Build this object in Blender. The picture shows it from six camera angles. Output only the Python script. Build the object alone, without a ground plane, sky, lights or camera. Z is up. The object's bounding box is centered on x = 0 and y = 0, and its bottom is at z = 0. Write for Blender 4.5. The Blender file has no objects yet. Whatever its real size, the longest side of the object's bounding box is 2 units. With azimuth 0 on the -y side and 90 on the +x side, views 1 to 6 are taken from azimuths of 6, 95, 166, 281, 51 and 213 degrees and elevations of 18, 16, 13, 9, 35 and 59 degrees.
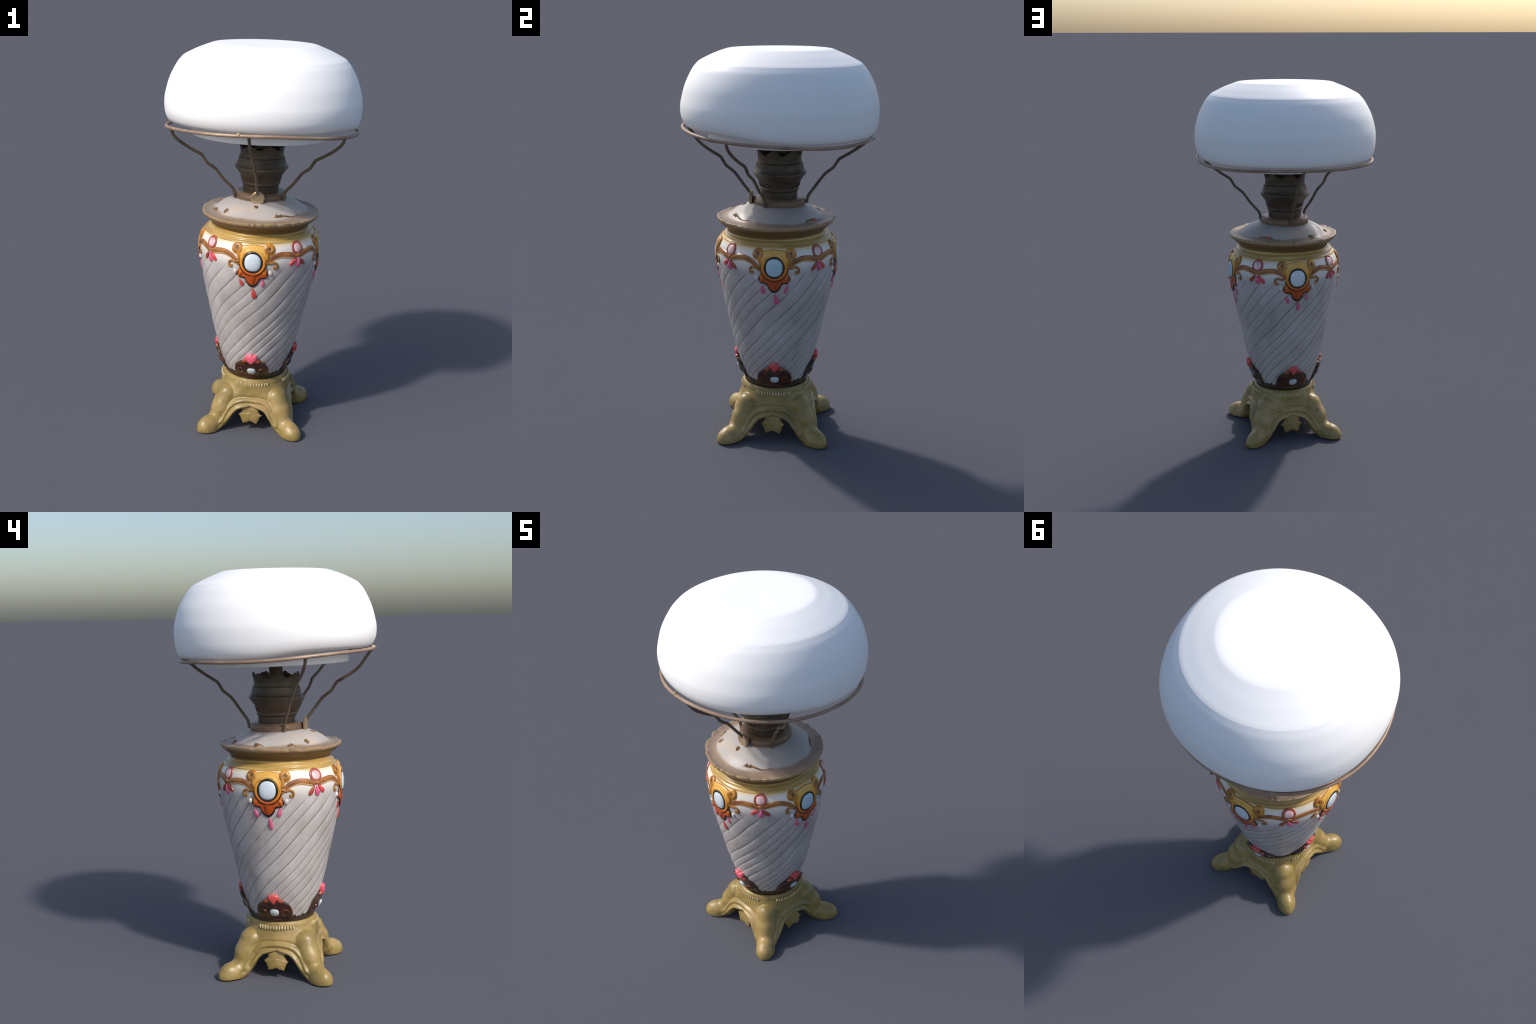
import bpy, bmesh, math, random
import numpy as np
from mathutils import Vector

random.seed(7)
TAU = 2 * math.pi
CX, CY = 0.006, -0.017          # axis of vase, saucer and base
scene = bpy.context.scene


# ------------------------------------------------------------------ materials
class NodeKit:
    """small helper to wire procedural materials"""
    def __init__(self, name, rough=0.4, metallic=0.0, coat=0.0, spec=0.5):
        self.mat = bpy.data.materials.new(name)
        self.mat.use_nodes = True
        self.nt = self.mat.node_tree
        self.bsdf = self.nt.nodes["Principled BSDF"]
        self.bsdf.inputs["Roughness"].default_value = rough
        self.bsdf.inputs["Metallic"].default_value = metallic
        self.bsdf.inputs["Coat Weight"].default_value = coat
        self.bsdf.inputs["Coat Roughness"].default_value = 0.15
        self.bsdf.inputs["Specular IOR Level"].default_value = spec
        self.tc = self.nt.nodes.new("ShaderNodeTexCoord")
        self.co = self.tc.outputs["Object"]

    def link(self, a, b):
        self.nt.links.new(a, b)

    def val(self, sock, x):
        if isinstance(x, (int, float)):
            sock.default_value = x
        else:
            self.link(x, sock)

    def math(self, op, a, b=0.0, c=None, clamp=False):
        n = self.nt.nodes.new("ShaderNodeMath")
        n.operation = op
        n.use_clamp = clamp
        self.val(n.inputs[0], a)
        self.val(n.inputs[1], b)
        if c is not None:
            self.val(n.inputs[2], c)
        return n.outputs[0]

    def xyz(self):
        n = self.nt.nodes.new("ShaderNodeSeparateXYZ")
        self.link(self.co, n.inputs[0])
        return n.outputs

    def noise(self, scale, detail=3.0, rough=0.55, stretch=None):
        n = self.nt.nodes.new("ShaderNodeTexNoise")
        n.inputs["Scale"].default_value = scale
        n.inputs["Detail"].default_value = detail
        n.inputs["Roughness"].default_value = rough
        src = self.co
        if stretch:
            m = self.nt.nodes.new("ShaderNodeMapping")
            m.inputs["Scale"].default_value = stretch
            self.link(self.co, m.inputs["Vector"])
            src = m.outputs[0]
        self.link(src, n.inputs["Vector"])
        return n.outputs["Fac"]

    def ramp(self, fac, stops, interp="LINEAR"):
        n = self.nt.nodes.new("ShaderNodeValToRGB")
        cr = n.color_ramp
        cr.interpolation = interp
        while len(cr.elements) < len(stops):
            cr.elements.new(0.5)
        for e, (p, c) in zip(cr.elements, stops):
            e.position = p
            e.color = (*c, 1)
        self.link(fac, n.inputs[0])
        return n.outputs[0]

    def mix(self, fac, a, b):
        n = self.nt.nodes.new("ShaderNodeMix")
        n.data_type = "RGBA"
        self.val(n.inputs[0], fac)
        for s, v in ((n.inputs[6], a), (n.inputs[7], b)):
            if isinstance(v, tuple):
                s.default_value = (*v, 1)
            else:
                self.link(v, s)
        return n.outputs[2]

    def smooth(self, x, lo, hi):
        n = self.nt.nodes.new("ShaderNodeMapRange")
        n.interpolation_type = "SMOOTHSTEP"
        self.val(n.inputs["Value"], x)
        n.inputs["From Min"].default_value = lo
        n.inputs["From Max"].default_value = hi
        return n.outputs[0]

    def color(self, c):
        if isinstance(c, tuple):
            self.bsdf.inputs["Base Color"].default_value = (*c, 1)
        else:
            self.link(c, self.bsdf.inputs["Base Color"])
        return self

    def bump(self, h, strength=0.2, dist=0.01):
        n = self.nt.nodes.new("ShaderNodeBump")
        n.inputs["Strength"].default_value = strength
        n.inputs["Distance"].default_value = dist
        self.link(h, n.inputs["Height"])
        self.link(n.outputs[0], self.bsdf.inputs["Normal"])
        return self

    def rough(self, r):
        self.link(r, self.bsdf.inputs["Roughness"])
        return self


def srgb(r, g, b):
    f = lambda c: c / 12.92 if c <= 0.04045 else ((c + 0.055) / 1.055) ** 2.4
    return (f(r / 255), f(g / 255), f(b / 255))


def simple(name, c1, c2, scale, rough=0.4, metallic=0.0, coat=0.0, bump=0.0, spec=0.5):
    k = NodeKit(name, rough, metallic, coat, spec)
    n = k.noise(scale, 4)
    k.color(k.ramp(n, [(0.3, c1), (0.7, c2)]))
    if bump:
        k.bump(k.noise(scale * 4, 3), bump, 0.004)
    return k.mat


# milk glass of the shade
k = NodeKit("milk_glass", 0.5, 0, 0.0, 0.4)
n = k.noise(2.2, 2)
k.color(k.ramp(n, [(0.35, (0.935, 0.93, 0.925)), (0.65, (0.96, 0.955, 0.945))]))
M_GLASS = k.mat

# aged brass of the stand
k = NodeKit("aged_brass", 0.33, 0.0, 0.0, 0.6)
n1 = k.noise(6, 4)
n2 = k.noise(28, 3)
c = k.ramp(n1, [(0.3, srgb(124, 106, 56)), (0.5, srgb(148, 126, 70)), (0.68, srgb(170, 142, 92)), (0.8, srgb(178, 150, 112))])
c = k.mix(k.math("MULTIPLY", k.smooth(n2, 0.56, 0.74), 0.7), c, srgb(112, 94, 48))
k.color(c)
k.rough(k.math("MULTIPLY_ADD", k.noise(11, 3), 0.35, 0.22))
k.bump(k.noise(22, 4), 0.22, 0.008)
M_BRASS = k.mat

M_BEAD = simple("worn_brass_bead", srgb(168, 148, 98), srgb(200, 184, 140), 40, 0.35)

# brown burnished burner
k = NodeKit("bronze_burner", 0.48, 0.15, 0.0, 0.5)
x, y, z = k.xyz()
n1 = k.noise(9, 3, stretch=(1, 1, 3))
c = k.ramp(n1, [(0.3, srgb(70, 58, 44)), (0.55, srgb(86, 74, 56)), (0.75, srgb(104, 93, 72))])
red = k.math("MULTIPLY", k.smooth(z, 1.285, 1.30), k.math("SUBTRACT", 1.0, k.smooth(z, 1.355, 1.365)))
c = k.mix(k.math("MULTIPLY", red, 0.55), c, srgb(84, 60, 46))
k.color(c)
k.bump(k.noise(30, 3), 0.1, 0.004)
M_BURNER = k.mat
M_COLLAR = simple("bronze_collar", srgb(112, 88, 66), srgb(134, 108, 84), 12, 0.42, 0.1)
M_RIB = simple("worn_rib", srgb(86, 66, 52), srgb(112, 90, 76), 18, 0.5)
M_DISC = simple("polished_key", srgb(150, 128, 98), srgb(186, 164, 132), 14, 0.28, 0.3)
M_DARK = simple("soot_dark", (0.012, 0.010, 0.008), (0.02, 0.017, 0.013), 20, 0.7)
M_WIRE = simple("dull_wire", srgb(88, 76, 62), srgb(112, 97, 80), 25, 0.45, 0.1)
M_RING = simple("brown_wire_ring", srgb(130, 108, 90), srgb(172, 146, 124), 9, 0.45, 0.1)

# vase porcelain: flute lines drawn along the helices
FLUTES = 24
HELIX = 0.92 / 0.2205            # radians of turn per unit of ln(radius)


def helix_angle(zz):
    return HELIX * math.log((0.1108 + 0.2205 * zz) / (0.1108 + 0.2205 * 0.746))


k = NodeKit("fluted_porcelain", 0.38, 0, 0.15, 0.5)
x, y, z = k.xyz()
ang = k.math("ARCTAN2", x, k.math("MULTIPLY", y, -1.0))
rr = k.math("MULTIPLY_ADD", z, 0.2205, 0.1108)
lnr = k.math("LOGARITHM", k.math("DIVIDE", rr, 0.1108 + 0.2205 * 0.746), math.e)
ph = k.math("SUBTRACT", ang, k.math("MULTIPLY", lnr, HELIX))
ph = k.math("ADD", ph, k.math("MULTIPLY", k.math("SINE", k.math("MULTIPLY_ADD", ph, 5.0, 1.3)), 0.05))
ph = k.math("ADD", ph, k.math("MULTIPLY", k.math("SINE", k.math("MULTIPLY_ADD", z, 14.0, k.math("MULTIPLY", ang, 3.0))), 0.014))
ph = k.math("MULTIPLY", ph, FLUTES / TAU)
fr = k.math("FRACT", k.math("ADD", ph, 100.5))
d = k.math("ABSOLUTE", k.math("SUBTRACT", fr, 0.5))
nl = k.noise(7, 3)
line = k.math("SUBTRACT", 1.0, k.smooth(d, 0.010, 0.060))
line = k.math("MULTIPLY", line, k.math("SUBTRACT", 1.0, k.smooth(z, 0.89, 0.96)))
line = k.math("MULTIPLY", line, k.smooth(nl, 0.2, 0.5))
d2 = k.math("ABSOLUTE", k.math("SUBTRACT", k.math("FRACT", k.math("ADD", ph, 100.12)), 0.5))
faint = k.math("MULTIPLY", k.math("SUBTRACT", 1.0, k.smooth(d2, 0.005, 0.05)), k.smooth(k.noise(6, 2), 0.5, 0.68))
faint = k.math("MULTIPLY", faint, k.math("SUBTRACT", 1.0, k.smooth(z, 0.80, 0.88)))
line = k.math("MAXIMUM", line, k.math("MULTIPLY", faint, 0.45))
base = k.ramp(k.noise(7, 5, 0.6, (1, 1, 0.6)), [(0.3, srgb(168, 158, 154)), (0.5, srgb(187, 180, 176)), (0.72, srgb(199, 195, 192))])
upper = k.mix(k.smooth(k.noise(6, 3), 0.4, 0.7), srgb(226, 222, 216), srgb(236, 230, 216))
c = k.mix(k.smooth(z, 0.925, 1.0), base, upper)
c = k.mix(k.math("MULTIPLY", line, 0.85), c, srgb(92, 86, 84))
zn = k.math("ADD", z, k.math("MULTIPLY", k.math("SUBTRACT", k.noise(9, 2), 0.5), 0.02))
c = k.mix(k.math("MULTIPLY", k.smooth(zn, 1.035, 1.066), 0.75), c, srgb(222, 188, 118))
c = k.mix(k.math("SUBTRACT", 1.0, k.smooth(z, 0.284, 0.288)), c, srgb(96, 82, 40))
k.color(c)
M_VASE = k.mat

k = NodeKit("gold_glaze", 0.34, 0.0, 0.25, 0.5)
x, y, z = k.xyz()
n = k.noise(4, 3, stretch=(1, 1, 14))
c = k.ramp(n, [(0.3, srgb(142, 112, 54)), (0.5, srgb(178, 143, 74)), (0.7, srgb(206, 174, 106))])
k.color(c)
M_GOLD = k.mat

# saucer: white dome, brown-beige brim
k = NodeKit("saucer_glaze", 0.45, 0, 0.0, 0.4)
x, y, z = k.xyz()
rad = k.math("SQRT", k.math("ADD", k.math("MULTIPLY", x, x), k.math("MULTIPLY", y, y)))
nn = k.noise(5, 3)
radn = k.math("ADD", rad, k.math("MULTIPLY", k.math("SUBTRACT", nn, 0.5), 0.05))
white = k.ramp(k.noise(4, 3), [(0.3, srgb(168, 159, 152)), (0.7, srgb(186, 180, 175))])
peach = k.math("MULTIPLY", k.smooth(k.noise(3.2, 2), 0.5, 0.62), k.smooth(rad, 0.15, 0.2))
white = k.mix(k.math("MULTIPLY", peach, 0.6), white, srgb(212, 182, 152))
brim = k.ramp(k.noise(8, 4), [(0.3, srgb(138, 118, 100)), (0.7, srgb(162, 141, 121))])
c = k.mix(k.smooth(radn, 0.232, 0.248), white, brim)
edge = k.math("MULTIPLY", k.smooth(rad, 0.293, 0.298), 0.7)
c = k.mix(edge, c, srgb(176, 146, 100))
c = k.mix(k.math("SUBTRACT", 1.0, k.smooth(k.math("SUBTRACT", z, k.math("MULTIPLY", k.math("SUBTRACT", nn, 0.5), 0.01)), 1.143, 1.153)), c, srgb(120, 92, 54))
k.color(c)
M_SAUCER = k.mat

# medallion: orange gold on top, russet below
k = NodeKit("russet_gold_relief", 0.32, 0.0, 0.3, 0.5)
x, y, z = k.xyz()
zz = k.math("ADD", z, k.math("MULTIPLY", k.math("SUBTRACT", k.noise(14, 3), 0.5), 0.05))
t = k.smooth(zz, 0.83, 1.07)
c = k.ramp(t, [(0.0, srgb(168, 66, 20)), (0.25, srgb(190, 84, 22)), (0.42, srgb(214, 122, 30)),
               (0.7, srgb(224, 148, 40)), (0.95, srgb(222, 172, 78))])
c = k.mix(k.math("MULTIPLY", k.smooth(k.noise(38, 4), 0.52, 0.72), 0.55), c, srgb(134, 68, 22))
k.color(c)
M_MEDAL = k.mat
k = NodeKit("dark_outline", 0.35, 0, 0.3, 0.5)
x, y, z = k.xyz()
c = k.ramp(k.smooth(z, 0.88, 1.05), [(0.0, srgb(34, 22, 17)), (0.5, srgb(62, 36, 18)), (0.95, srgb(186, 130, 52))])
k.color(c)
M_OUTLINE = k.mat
M_BLACK = simple("black_bezel", srgb(26, 28, 24), srgb(40, 38, 28), 30, 0.3, 0, 0.3)
M_SCROLL = simple("gilt_scroll", srgb(112, 66, 28), srgb(178, 128, 58), 40, 0.34, 0, 0.3)
k = NodeKit("gem_glaze", 0.18, 0, 0.5, 0.5)
n = k.noise(18, 2)
inf = k.nt.nodes.new("ShaderNodeObjectInfo")
pale = k.ramp(n, [(0.35, srgb(202, 212, 222)), (0.65, srgb(216, 224, 232))])
k.color(k.mix(inf.outputs["Random"], pale, srgb(170, 202, 212)))
M_GEM = k.mat
M_EAR = simple("orange_gilt_scroll", srgb(128, 74, 24), srgb(204, 144, 52), 45, 0.32, 0, 0.3)
M_GARLAND = simple("bronze_garland", srgb(124, 74, 38), srgb(178, 118, 60), 20, 0.4, 0, 0.2)
M_RUST = simple("rust_leaf", srgb(140, 62, 44), srgb(172, 82, 58), 22, 0.4, 0, 0.2)
M_PINK = simple("pink_enamel", srgb(196, 74, 112), srgb(226, 118, 146), 35, 0.35, 0, 0.3)
M_RED = simple("red_enamel", srgb(190, 62, 60), srgb(216, 88, 84), 30, 0.35, 0, 0.3)
M_JEWEL = simple("rose_white_jewel", srgb(214, 160, 166), srgb(232, 208, 206), 30, 0.3, 0, 0.4)
M_PEARL = simple("porcelain_pearl", srgb(206, 190, 184), srgb(222, 212, 206), 20, 0.35, 0, 0.2)
M_TAN = simple("tan_ribbon_edge", srgb(176, 130, 80), srgb(212, 176, 130), 14, 0.4, 0, 0.2)
M_HOTPINK = simple("hot_pink_flower", srgb(226, 70, 96), srgb(240, 112, 128), 30, 0.4, 0, 0.2)
k = NodeKit("umber_shield", 0.34, 0, 0.3, 0.5)
n = k.noise(16, 3)
k.color(k.ramp(n, [(0.32, srgb(36, 24, 20)), (0.5, srgb(72, 38, 25)), (0.7, srgb(104, 58, 32))]))
M_SHIELD = k.mat
M_BAND = simple("dark_scallop_band", srgb(42, 34, 28), srgb(70, 54, 40), 24, 0.4, 0, 0.2)
M_SHEDGE = simple("copper_dark_edge", srgb(32, 24, 19), srgb(92, 62, 42), 18, 0.35, 0, 0.3)
M_LOWGEM = simple("grey_white_gem", srgb(178, 190, 192), srgb(206, 214, 216), 20, 0.25, 0, 0.4)
M_SPRIG = simple("umber_sprig", srgb(96, 66, 38), srgb(134, 96, 52), 40, 0.45)
M_DARKPIT = simple("dark_pit", srgb(44, 34, 26), srgb(72, 56, 38), 40, 0.4)


# ------------------------------------------------------------------ builders
def empty(name, parent=None, loc=(0, 0, 0)):
    o = bpy.data.objects.new(name, None)
    scene.collection.objects.link(o)
    o.location = loc
    if parent:
        o.parent = parent
    return o


def make(name, verts, faces, mats, parent, loc=(0, 0, 0), sharp=32, midx=None, stuff=False, recalc=True):
    me = bpy.data.meshes.new(name)
    me.from_pydata([tuple(map(float, v)) for v in verts], [], [tuple(map(int, f)) for f in faces])
    if not isinstance(mats, (list, tuple)):
        mats = [mats]
    for m in mats:
        me.materials.append(m)
    if midx is not None:
        me.polygons.foreach_set("material_index", np.asarray(midx, dtype=np.int32))
    bm = bmesh.new()
    bm.from_mesh(me)
    bmesh.ops.remove_doubles(bm, verts=bm.verts, dist=1e-6)
    if recalc:
        bmesh.ops.recalc_face_normals(bm, faces=bm.faces)
    lim = math.radians(sharp)
    for f in bm.faces:
        f.smooth = True
    for e in bm.edges:
        if len(e.link_faces) == 2:
            e.smooth = e.calc_face_angle(0) < lim
    bm.to_mesh(me)
    bm.free()
    o = bpy.data.objects.new(name, me)
    scene.collection.objects.link(o)
    o.location = loc
    o.parent = parent
    if stuff:
        o["kind"] = "stuff"
    return o


def again(o, name=None, rot=0.0, parent=None, loc=None):
    c = o.copy()
    if name:
        c.name = name
    scene.collection.objects.link(c)
    c.rotation_euler = (0, 0, rot)
    if parent:
        c.parent = parent
    if loc:
        c.location = loc
    return c


def catmull(pts, per=8, closed=False):
    P = np.array(pts, float)
    n = len(P)
    out = []
    rng = range(n) if closed else range(n - 1)
    for i in rng:
        if closed:
            a, b, c, d = P[i - 1], P[i], P[(i + 1) % n], P[(i + 2) % n]
        else:
            a = P[i - 1] if i > 0 else 2 * P[0] - P[1]
            b, c = P[i], P[i + 1]
            d = P[i + 2] if i + 2 < n else 2 * P[-1] - P[-2]
        for j in range(per):
            t = j / per
            out.append(0.5 * ((2 * b) + (c - a) * t + (2 * a - 5 * b + 4 * c - d) * t * t + (3 * b - a - 3 * c + d) * t ** 3))
    if not closed:
        out.append(P[-1])
    return np.array(out)


def lathe(prof, nseg, disp=None):
    """prof: list of (r,z); disp(theta,r,z,i)->(r,z).  theta 0 on -y, growing towards +x"""
    V, F = [], []
    for i, (r, z) in enumerate(prof):
        for j in range(nseg):
            th = TAU * j / nseg
            r2, z2 = disp(th, r, z, i) if disp else (r, z)
            V.append((r2 * math.sin(th), -r2 * math.cos(th), z2))
    for i in range(len(prof) - 1):
        for j in range(nseg):
            k2 = (j + 1) % nseg
            F.append((i * nseg + j, i * nseg + k2, (i + 1) * nseg + k2, (i + 1) * nseg + j))
    return V, F


def tube(path, rads, ns=10, flat=1.0, normals=None, caps=True):
    """swept tube along a polyline; with normals given the section's height follows them, scaled by flat"""
    P = np.array(path, float)
    n = len(P)
    if np.isscalar(rads):
        rads = [rads] * n
    T = np.gradient(P, axis=0)
    T /= np.linalg.norm(T, axis=1)[:, None] + 1e-12
    V, F = [], []
    up = np.array([0.31, 0.2, 0.93])
    for i in range(n):
        t = T[i]
        if normals is not None:
            nn = np.array(normals[i], float)
            nn = nn - t * (nn @ t)
        else:
            nn = up - t * (up @ t)
            if np.linalg.norm(nn) < 0.05:
                nn = np.array([1, 0, 0]) - t * t[0]
            up = nn
        nn /= np.linalg.norm(nn)
        b = np.cross(t, nn)
        for j in range(ns):
            a = TAU * j / ns
            V.append(P[i] + rads[i] * (math.cos(a) * b + flat * math.sin(a) * nn))
    for i in range(n - 1):
        for j in range(ns):
            k2 = (j + 1) % ns
            F.append((i * ns + j, i * ns + k2, (i + 1) * ns + k2, (i + 1) * ns + j))
    if caps:
        F.append(tuple(range(ns - 1, -1, -1)))
        F.append(tuple((n - 1) * ns + j for j in range(ns)))
    return V, F


def merge(parts):
    V, F = [], []
    for v, f in parts:
        o = len(V)
        V += list(v)
        F += [tuple(i + o for i in q) for q in f]
    return V, F


def smoothstep(x, a, b):
    t = min(1, max(0, (x - a) / (b - a)))
    return t * t * (3 - 2 * t)


# ------------------------------------------------------------------ the lamp
lamp = empty("oil_lamp")
lamp["label"] = "antique porcelain oil lamp, white glass shade, brass feet"
lamp["category"] = "oil lamp"
AX = (CX, CY, 0.0)

# ---------------------------------------------------------------- glass shade
outer = [(0.02, 2.0), (0.10, 2.0), (0.18, 2.0), (0.235, 2.0), (0.256, 1.9985)]
outer += [tuple(p) for p in catmull([(0.264, 1.9965), (0.33, 1.9710), (0.385, 1.9440), (0.402, 1.9335)], 5)]
outer += [tuple(p) for p in catmull([(0.4065, 1.929), (0.432, 1.897), (0.466, 1.830), (0.4865, 1.757), (0.4915, 1.712),
                                     (0.489, 1.660), (0.4815, 1.627), (0.4700, 1.605), (0.4565, 1.593)], 6)]
outer += [(0.4525, 1.592), (0.440, 1.597), (0.400, 1.603), (0.3600, 1.606), (0.3575, 1.606), (0.3570, 1.580), (0.3570, 1.556), (0.3545, 1.5525), (0.340, 1.5525), (0.3365, 1.556), (0.3365, 1.60)]
outer += [tuple(p) for p in catmull([(0.34, 1.605), (0.44, 1.60), (0.472, 1.66), (0.474, 1.72), (0.45, 1.82), (0.39, 1.91), (0.25, 1.975), (0.02, 1.985)], 5)]


def shade_disp(th, r, z, i):
    y = -r * math.cos(th)
    t = min(1, max(0, (1.76 - z) / 0.165))
    t = t * t * (3 - 2 * t)
    if z > 1.78:
        z = z - 0.011 * y * smoothstep(z, 1.78, 1.93) * smoothstep(r, 0.22, 0.31)
    q = 1 + 0.024 * math.sin(2 * th) ** 2 * min(1, max(0, (r - 0.37) / 0.1))   # blown slightly square
    if r < 0.3585 and z < 1.60:
        return r, z - 0.022 * y
    edge = 0.0150 - 0.021 * math.tanh((y + 0.10) / 0.15)
    return r * q, z + edge * t * (0.5 if z > 1.60 and r < 0.34 else 1.0)


V, F = lathe(outer, 160, shade_disp)
n0 = len(V)
V += [(0, 0, 2.0), (0, 0, 1.985)]
F += [(n0, j, (j + 1) % 160) for j in range(160)]
b0 = (len(outer) - 1) * 160
F += [(n0 + 1, b0 + (j + 1) % 160, b0 + j) for j in range(160)]
shade = make("glass_shade", V, F, M_GLASS, lamp, sharp=11)

# ---------------------------------------------------------------- wire ring and supports
holder = empty("shade_holder", lamp)


def ring_z(y):
    return 1.585 - 0.052 * y + 0.062 * y * y


RING = []
for j in range(181):
    th = TAU * j / 180
    q = 1 + 0.024 * math.sin(2 * th) ** 2
    y = -0.4715 * q * math.cos(th) - 0.010
    RING.append((0.4795 * q * math.sin(th), y, ring_z(y) + 0.0018 * math.sin(5 * th)))
V, F = tube(RING, 0.0085, 10, caps=False)
make("support_ring", V, F, M_RING, holder)
bV, bF = lathe([(0.0005, -0.011), (0.008, -0.008), (0.0115, 0), (0.008, 0.008), (0.0005, 0.011)], 14)
make("ring_joint", bV, bF, M_DISC, holder, (-0.058, -0.478, ring_z(-0.478) + 0.004))

WIRE = [(0.470, None), (0.440, 1.560), (0.408, 1.529), (0.358, 1.494), (0.318, 1.470), (0.303, 1.461), (0.292, 1.446), (0.275, 1.419),
        (0.262, 1.408), (0.236, 1.388), (0.222, 1.373), (0.188, 1.327), (0.156, 1.285), (0.146, 1.270), (0.141, 1.250), (0.139, 1.232)]
first = None
for az_top, az_bot, stretch in ((-1.5, 0.5, 1.0), (63.0, 63.0, 1.045), (178, 180, 0.99), (-64.0, -65, 1.055)):
    pts = []
    for i, (r, z) in enumerate(WIRE):
        t = i / (len(WIRE) - 1)
        az = math.radians(az_top + (az_bot - az_top) * t)
        rr = r * (stretch if 0.16 < r < 0.45 else 1)
        x, y = rr * math.sin(az), -rr * math.cos(az)
        if z is None:
            z = ring_z(y) - 0.004
        elif r > 0.40:
            zt = ring_z(-0.47 * math.cos(az)) - 1.592
            z = z + zt * (r - 0.40) / 0.07 * 0.8
        pts.append((x, y, z))
    P = catmull(pts, 4)
    V, F = tube(P, 0.0078, 9)
    make("support_wire", V, F, M_WIRE, holder)

# ---------------------------------------------------------------- burner
burner = empty("burner", lamp)
bp = [(0.088, 1.235), (0.0905, 1.262), (0.0915, 1.296), (0.0985, 1.303), (0.0985, 1.310), (0.0955, 1.316), (0.099, 1.330),
      (0.107, 1.347), (0.116, 1.360), (0.128, 1.376), (0.1365, 1.386), (0.1345, 1.393), (0.127, 1.402), (0.1215, 1.415),
      (0.1185, 1.430), (0.117, 1.440), (0.111, 1.444), (0.1095, 1.455), (0.1095, 1.472), (0.111, 1.488), (0.1135, 1.501)]
dense = []
for (a, b) in zip(bp[:-1], bp[1:]):
    for s in range(3):
        t = s / 3
        dense.append((a[0] + (b[0] - a[0]) * t, a[1] + (b[1] - a[1]) * t))
dense.append(bp[-1])
inner_wall = [(r - 0.006, z) for r, z in dense[::-1] if z > 1.43]
TEETH = 7
rt = random.Random(3)
tooth_h = [rt.uniform(0.8, 1.2) for _ in range(TEETH)]


def burner_disp(th, r, z, i):
    f = (th - math.radians(26)) / TAU * TEETH + 0.5 + 2 * TEETH
    s = f % 1.0
    amp = tooth_h[int(f) % TEETH]
    if z > 1.465:
        t = (z - 1.465) / 0.036
        w = (0.5 - 0.5 * math.cos(TAU * s)) ** 0.85     # 1 at the petal tips
        z = z + t * ((w - 0.72) * 0.024 * amp + 0.0025 * math.sin(4 * TAU * s + int(f)))
        r = r + t * (w - 0.3) * 0.007
    r += 0.0012 * math.sin(7 * th + 2) * (1 if z > 1.36 else 0.3)
    return r, z


V, F = lathe(dense + inner_wall, 196, burner_disp)
make("burner_body", V, F, M_BURNER, burner, sharp=30)
V, F = lathe([(0.001, 1.44), (0.109, 1.44)], 48)
make("burner_plate", V, F, M_DARK, burner)
V, F = lathe([(0.034, 1.44), (0.034, 1.575), (0.030, 1.585), (0.001, 1.586)], 40)
make("wick_tube", V, F, M_BURNER, burner)
# pierced gallery: upright slots round the waist
slots = []
rs = random.Random(9)
for j in range(44):
    th = TAU * (j + rs.uniform(-0.2, 0.2)) / 44
    h = rs.uniform(0.007, 0.011)
    r0, r1 = 0.0965, 0.1045
    p0 = ((r0 + 0.0012) * math.sin(th), -(r0 + 0.0012) * math.cos(th), 1.327 - h)
    p1 = (r1 * math.sin(th), -r1 * math.cos(th), 1.330 + h)
    slots.append(tube([p0, [(a + b) / 2 for a, b in zip(p0, p1)], p1], 0.0026, 6))
V, F = merge(slots)
make("gallery_ribs", V, F, M_RIB, burner, stuff=True)
cp = [(0.09, 1.262), (0.112, 1.264), (0.1225, 1.261), (0.1295, 1.254), (0.132, 1.246), (0.132, 1.228), (0.1295, 1.222), (0.121, 1.218)]
V, F = lathe(cp, 96)
make("burner_collar", V, F, M_COLLAR, burner, sharp=30)
# wick key: a round disc standing in front
dp = [(0.001, -0.010), (0.029, -0.010), (0.0345, -0.007), (0.036, 0.0), (0.0345, 0.007), (0.029, 0.010), (0.020, 0.008), (0.001, 0.008)]
V, F = lathe(dp, 40)
V = [(x, -z, y) for x, y, z in V]
make("wick_key", V, F, M_DISC, burner, (0.002, -0.145, 1.254))
V, F = tube([(0.002, -0.12, 1.254), (0.002, -0.15, 1.254)], 0.008, 10)
make("key_spindle", V, F, M_COLLAR, burner)

# ---------------------------------------------------------------- saucer
saucer = empty("font_lid", lamp, AX)
RIM_N = 34
rr_ = random.Random(5)
rim_w = [rr_.choice((0.1, 0.5, 0.9, 1.2, 1.7)) for _ in range(RIM_N)]
top = [tuple(p) for p in catmull([(0.100, 1.234), (0.125, 1.230), (0.16, 1.219), (0.203, 1.199), (0.236, 1.175), (0.252, 1.167),
                                  (0.274, 1.164), (0.293, 1.166), (0.299, 1.1645)], 4)]
und = [tuple(p) for p in catmull([(0.2995, 1.158), (0.294, 1.148), (0.276, 1.131), (0.259, 1.118), (0.250, 1.108), (0.2475, 1.098)], 4)]
lid_prof = top + und


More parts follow.
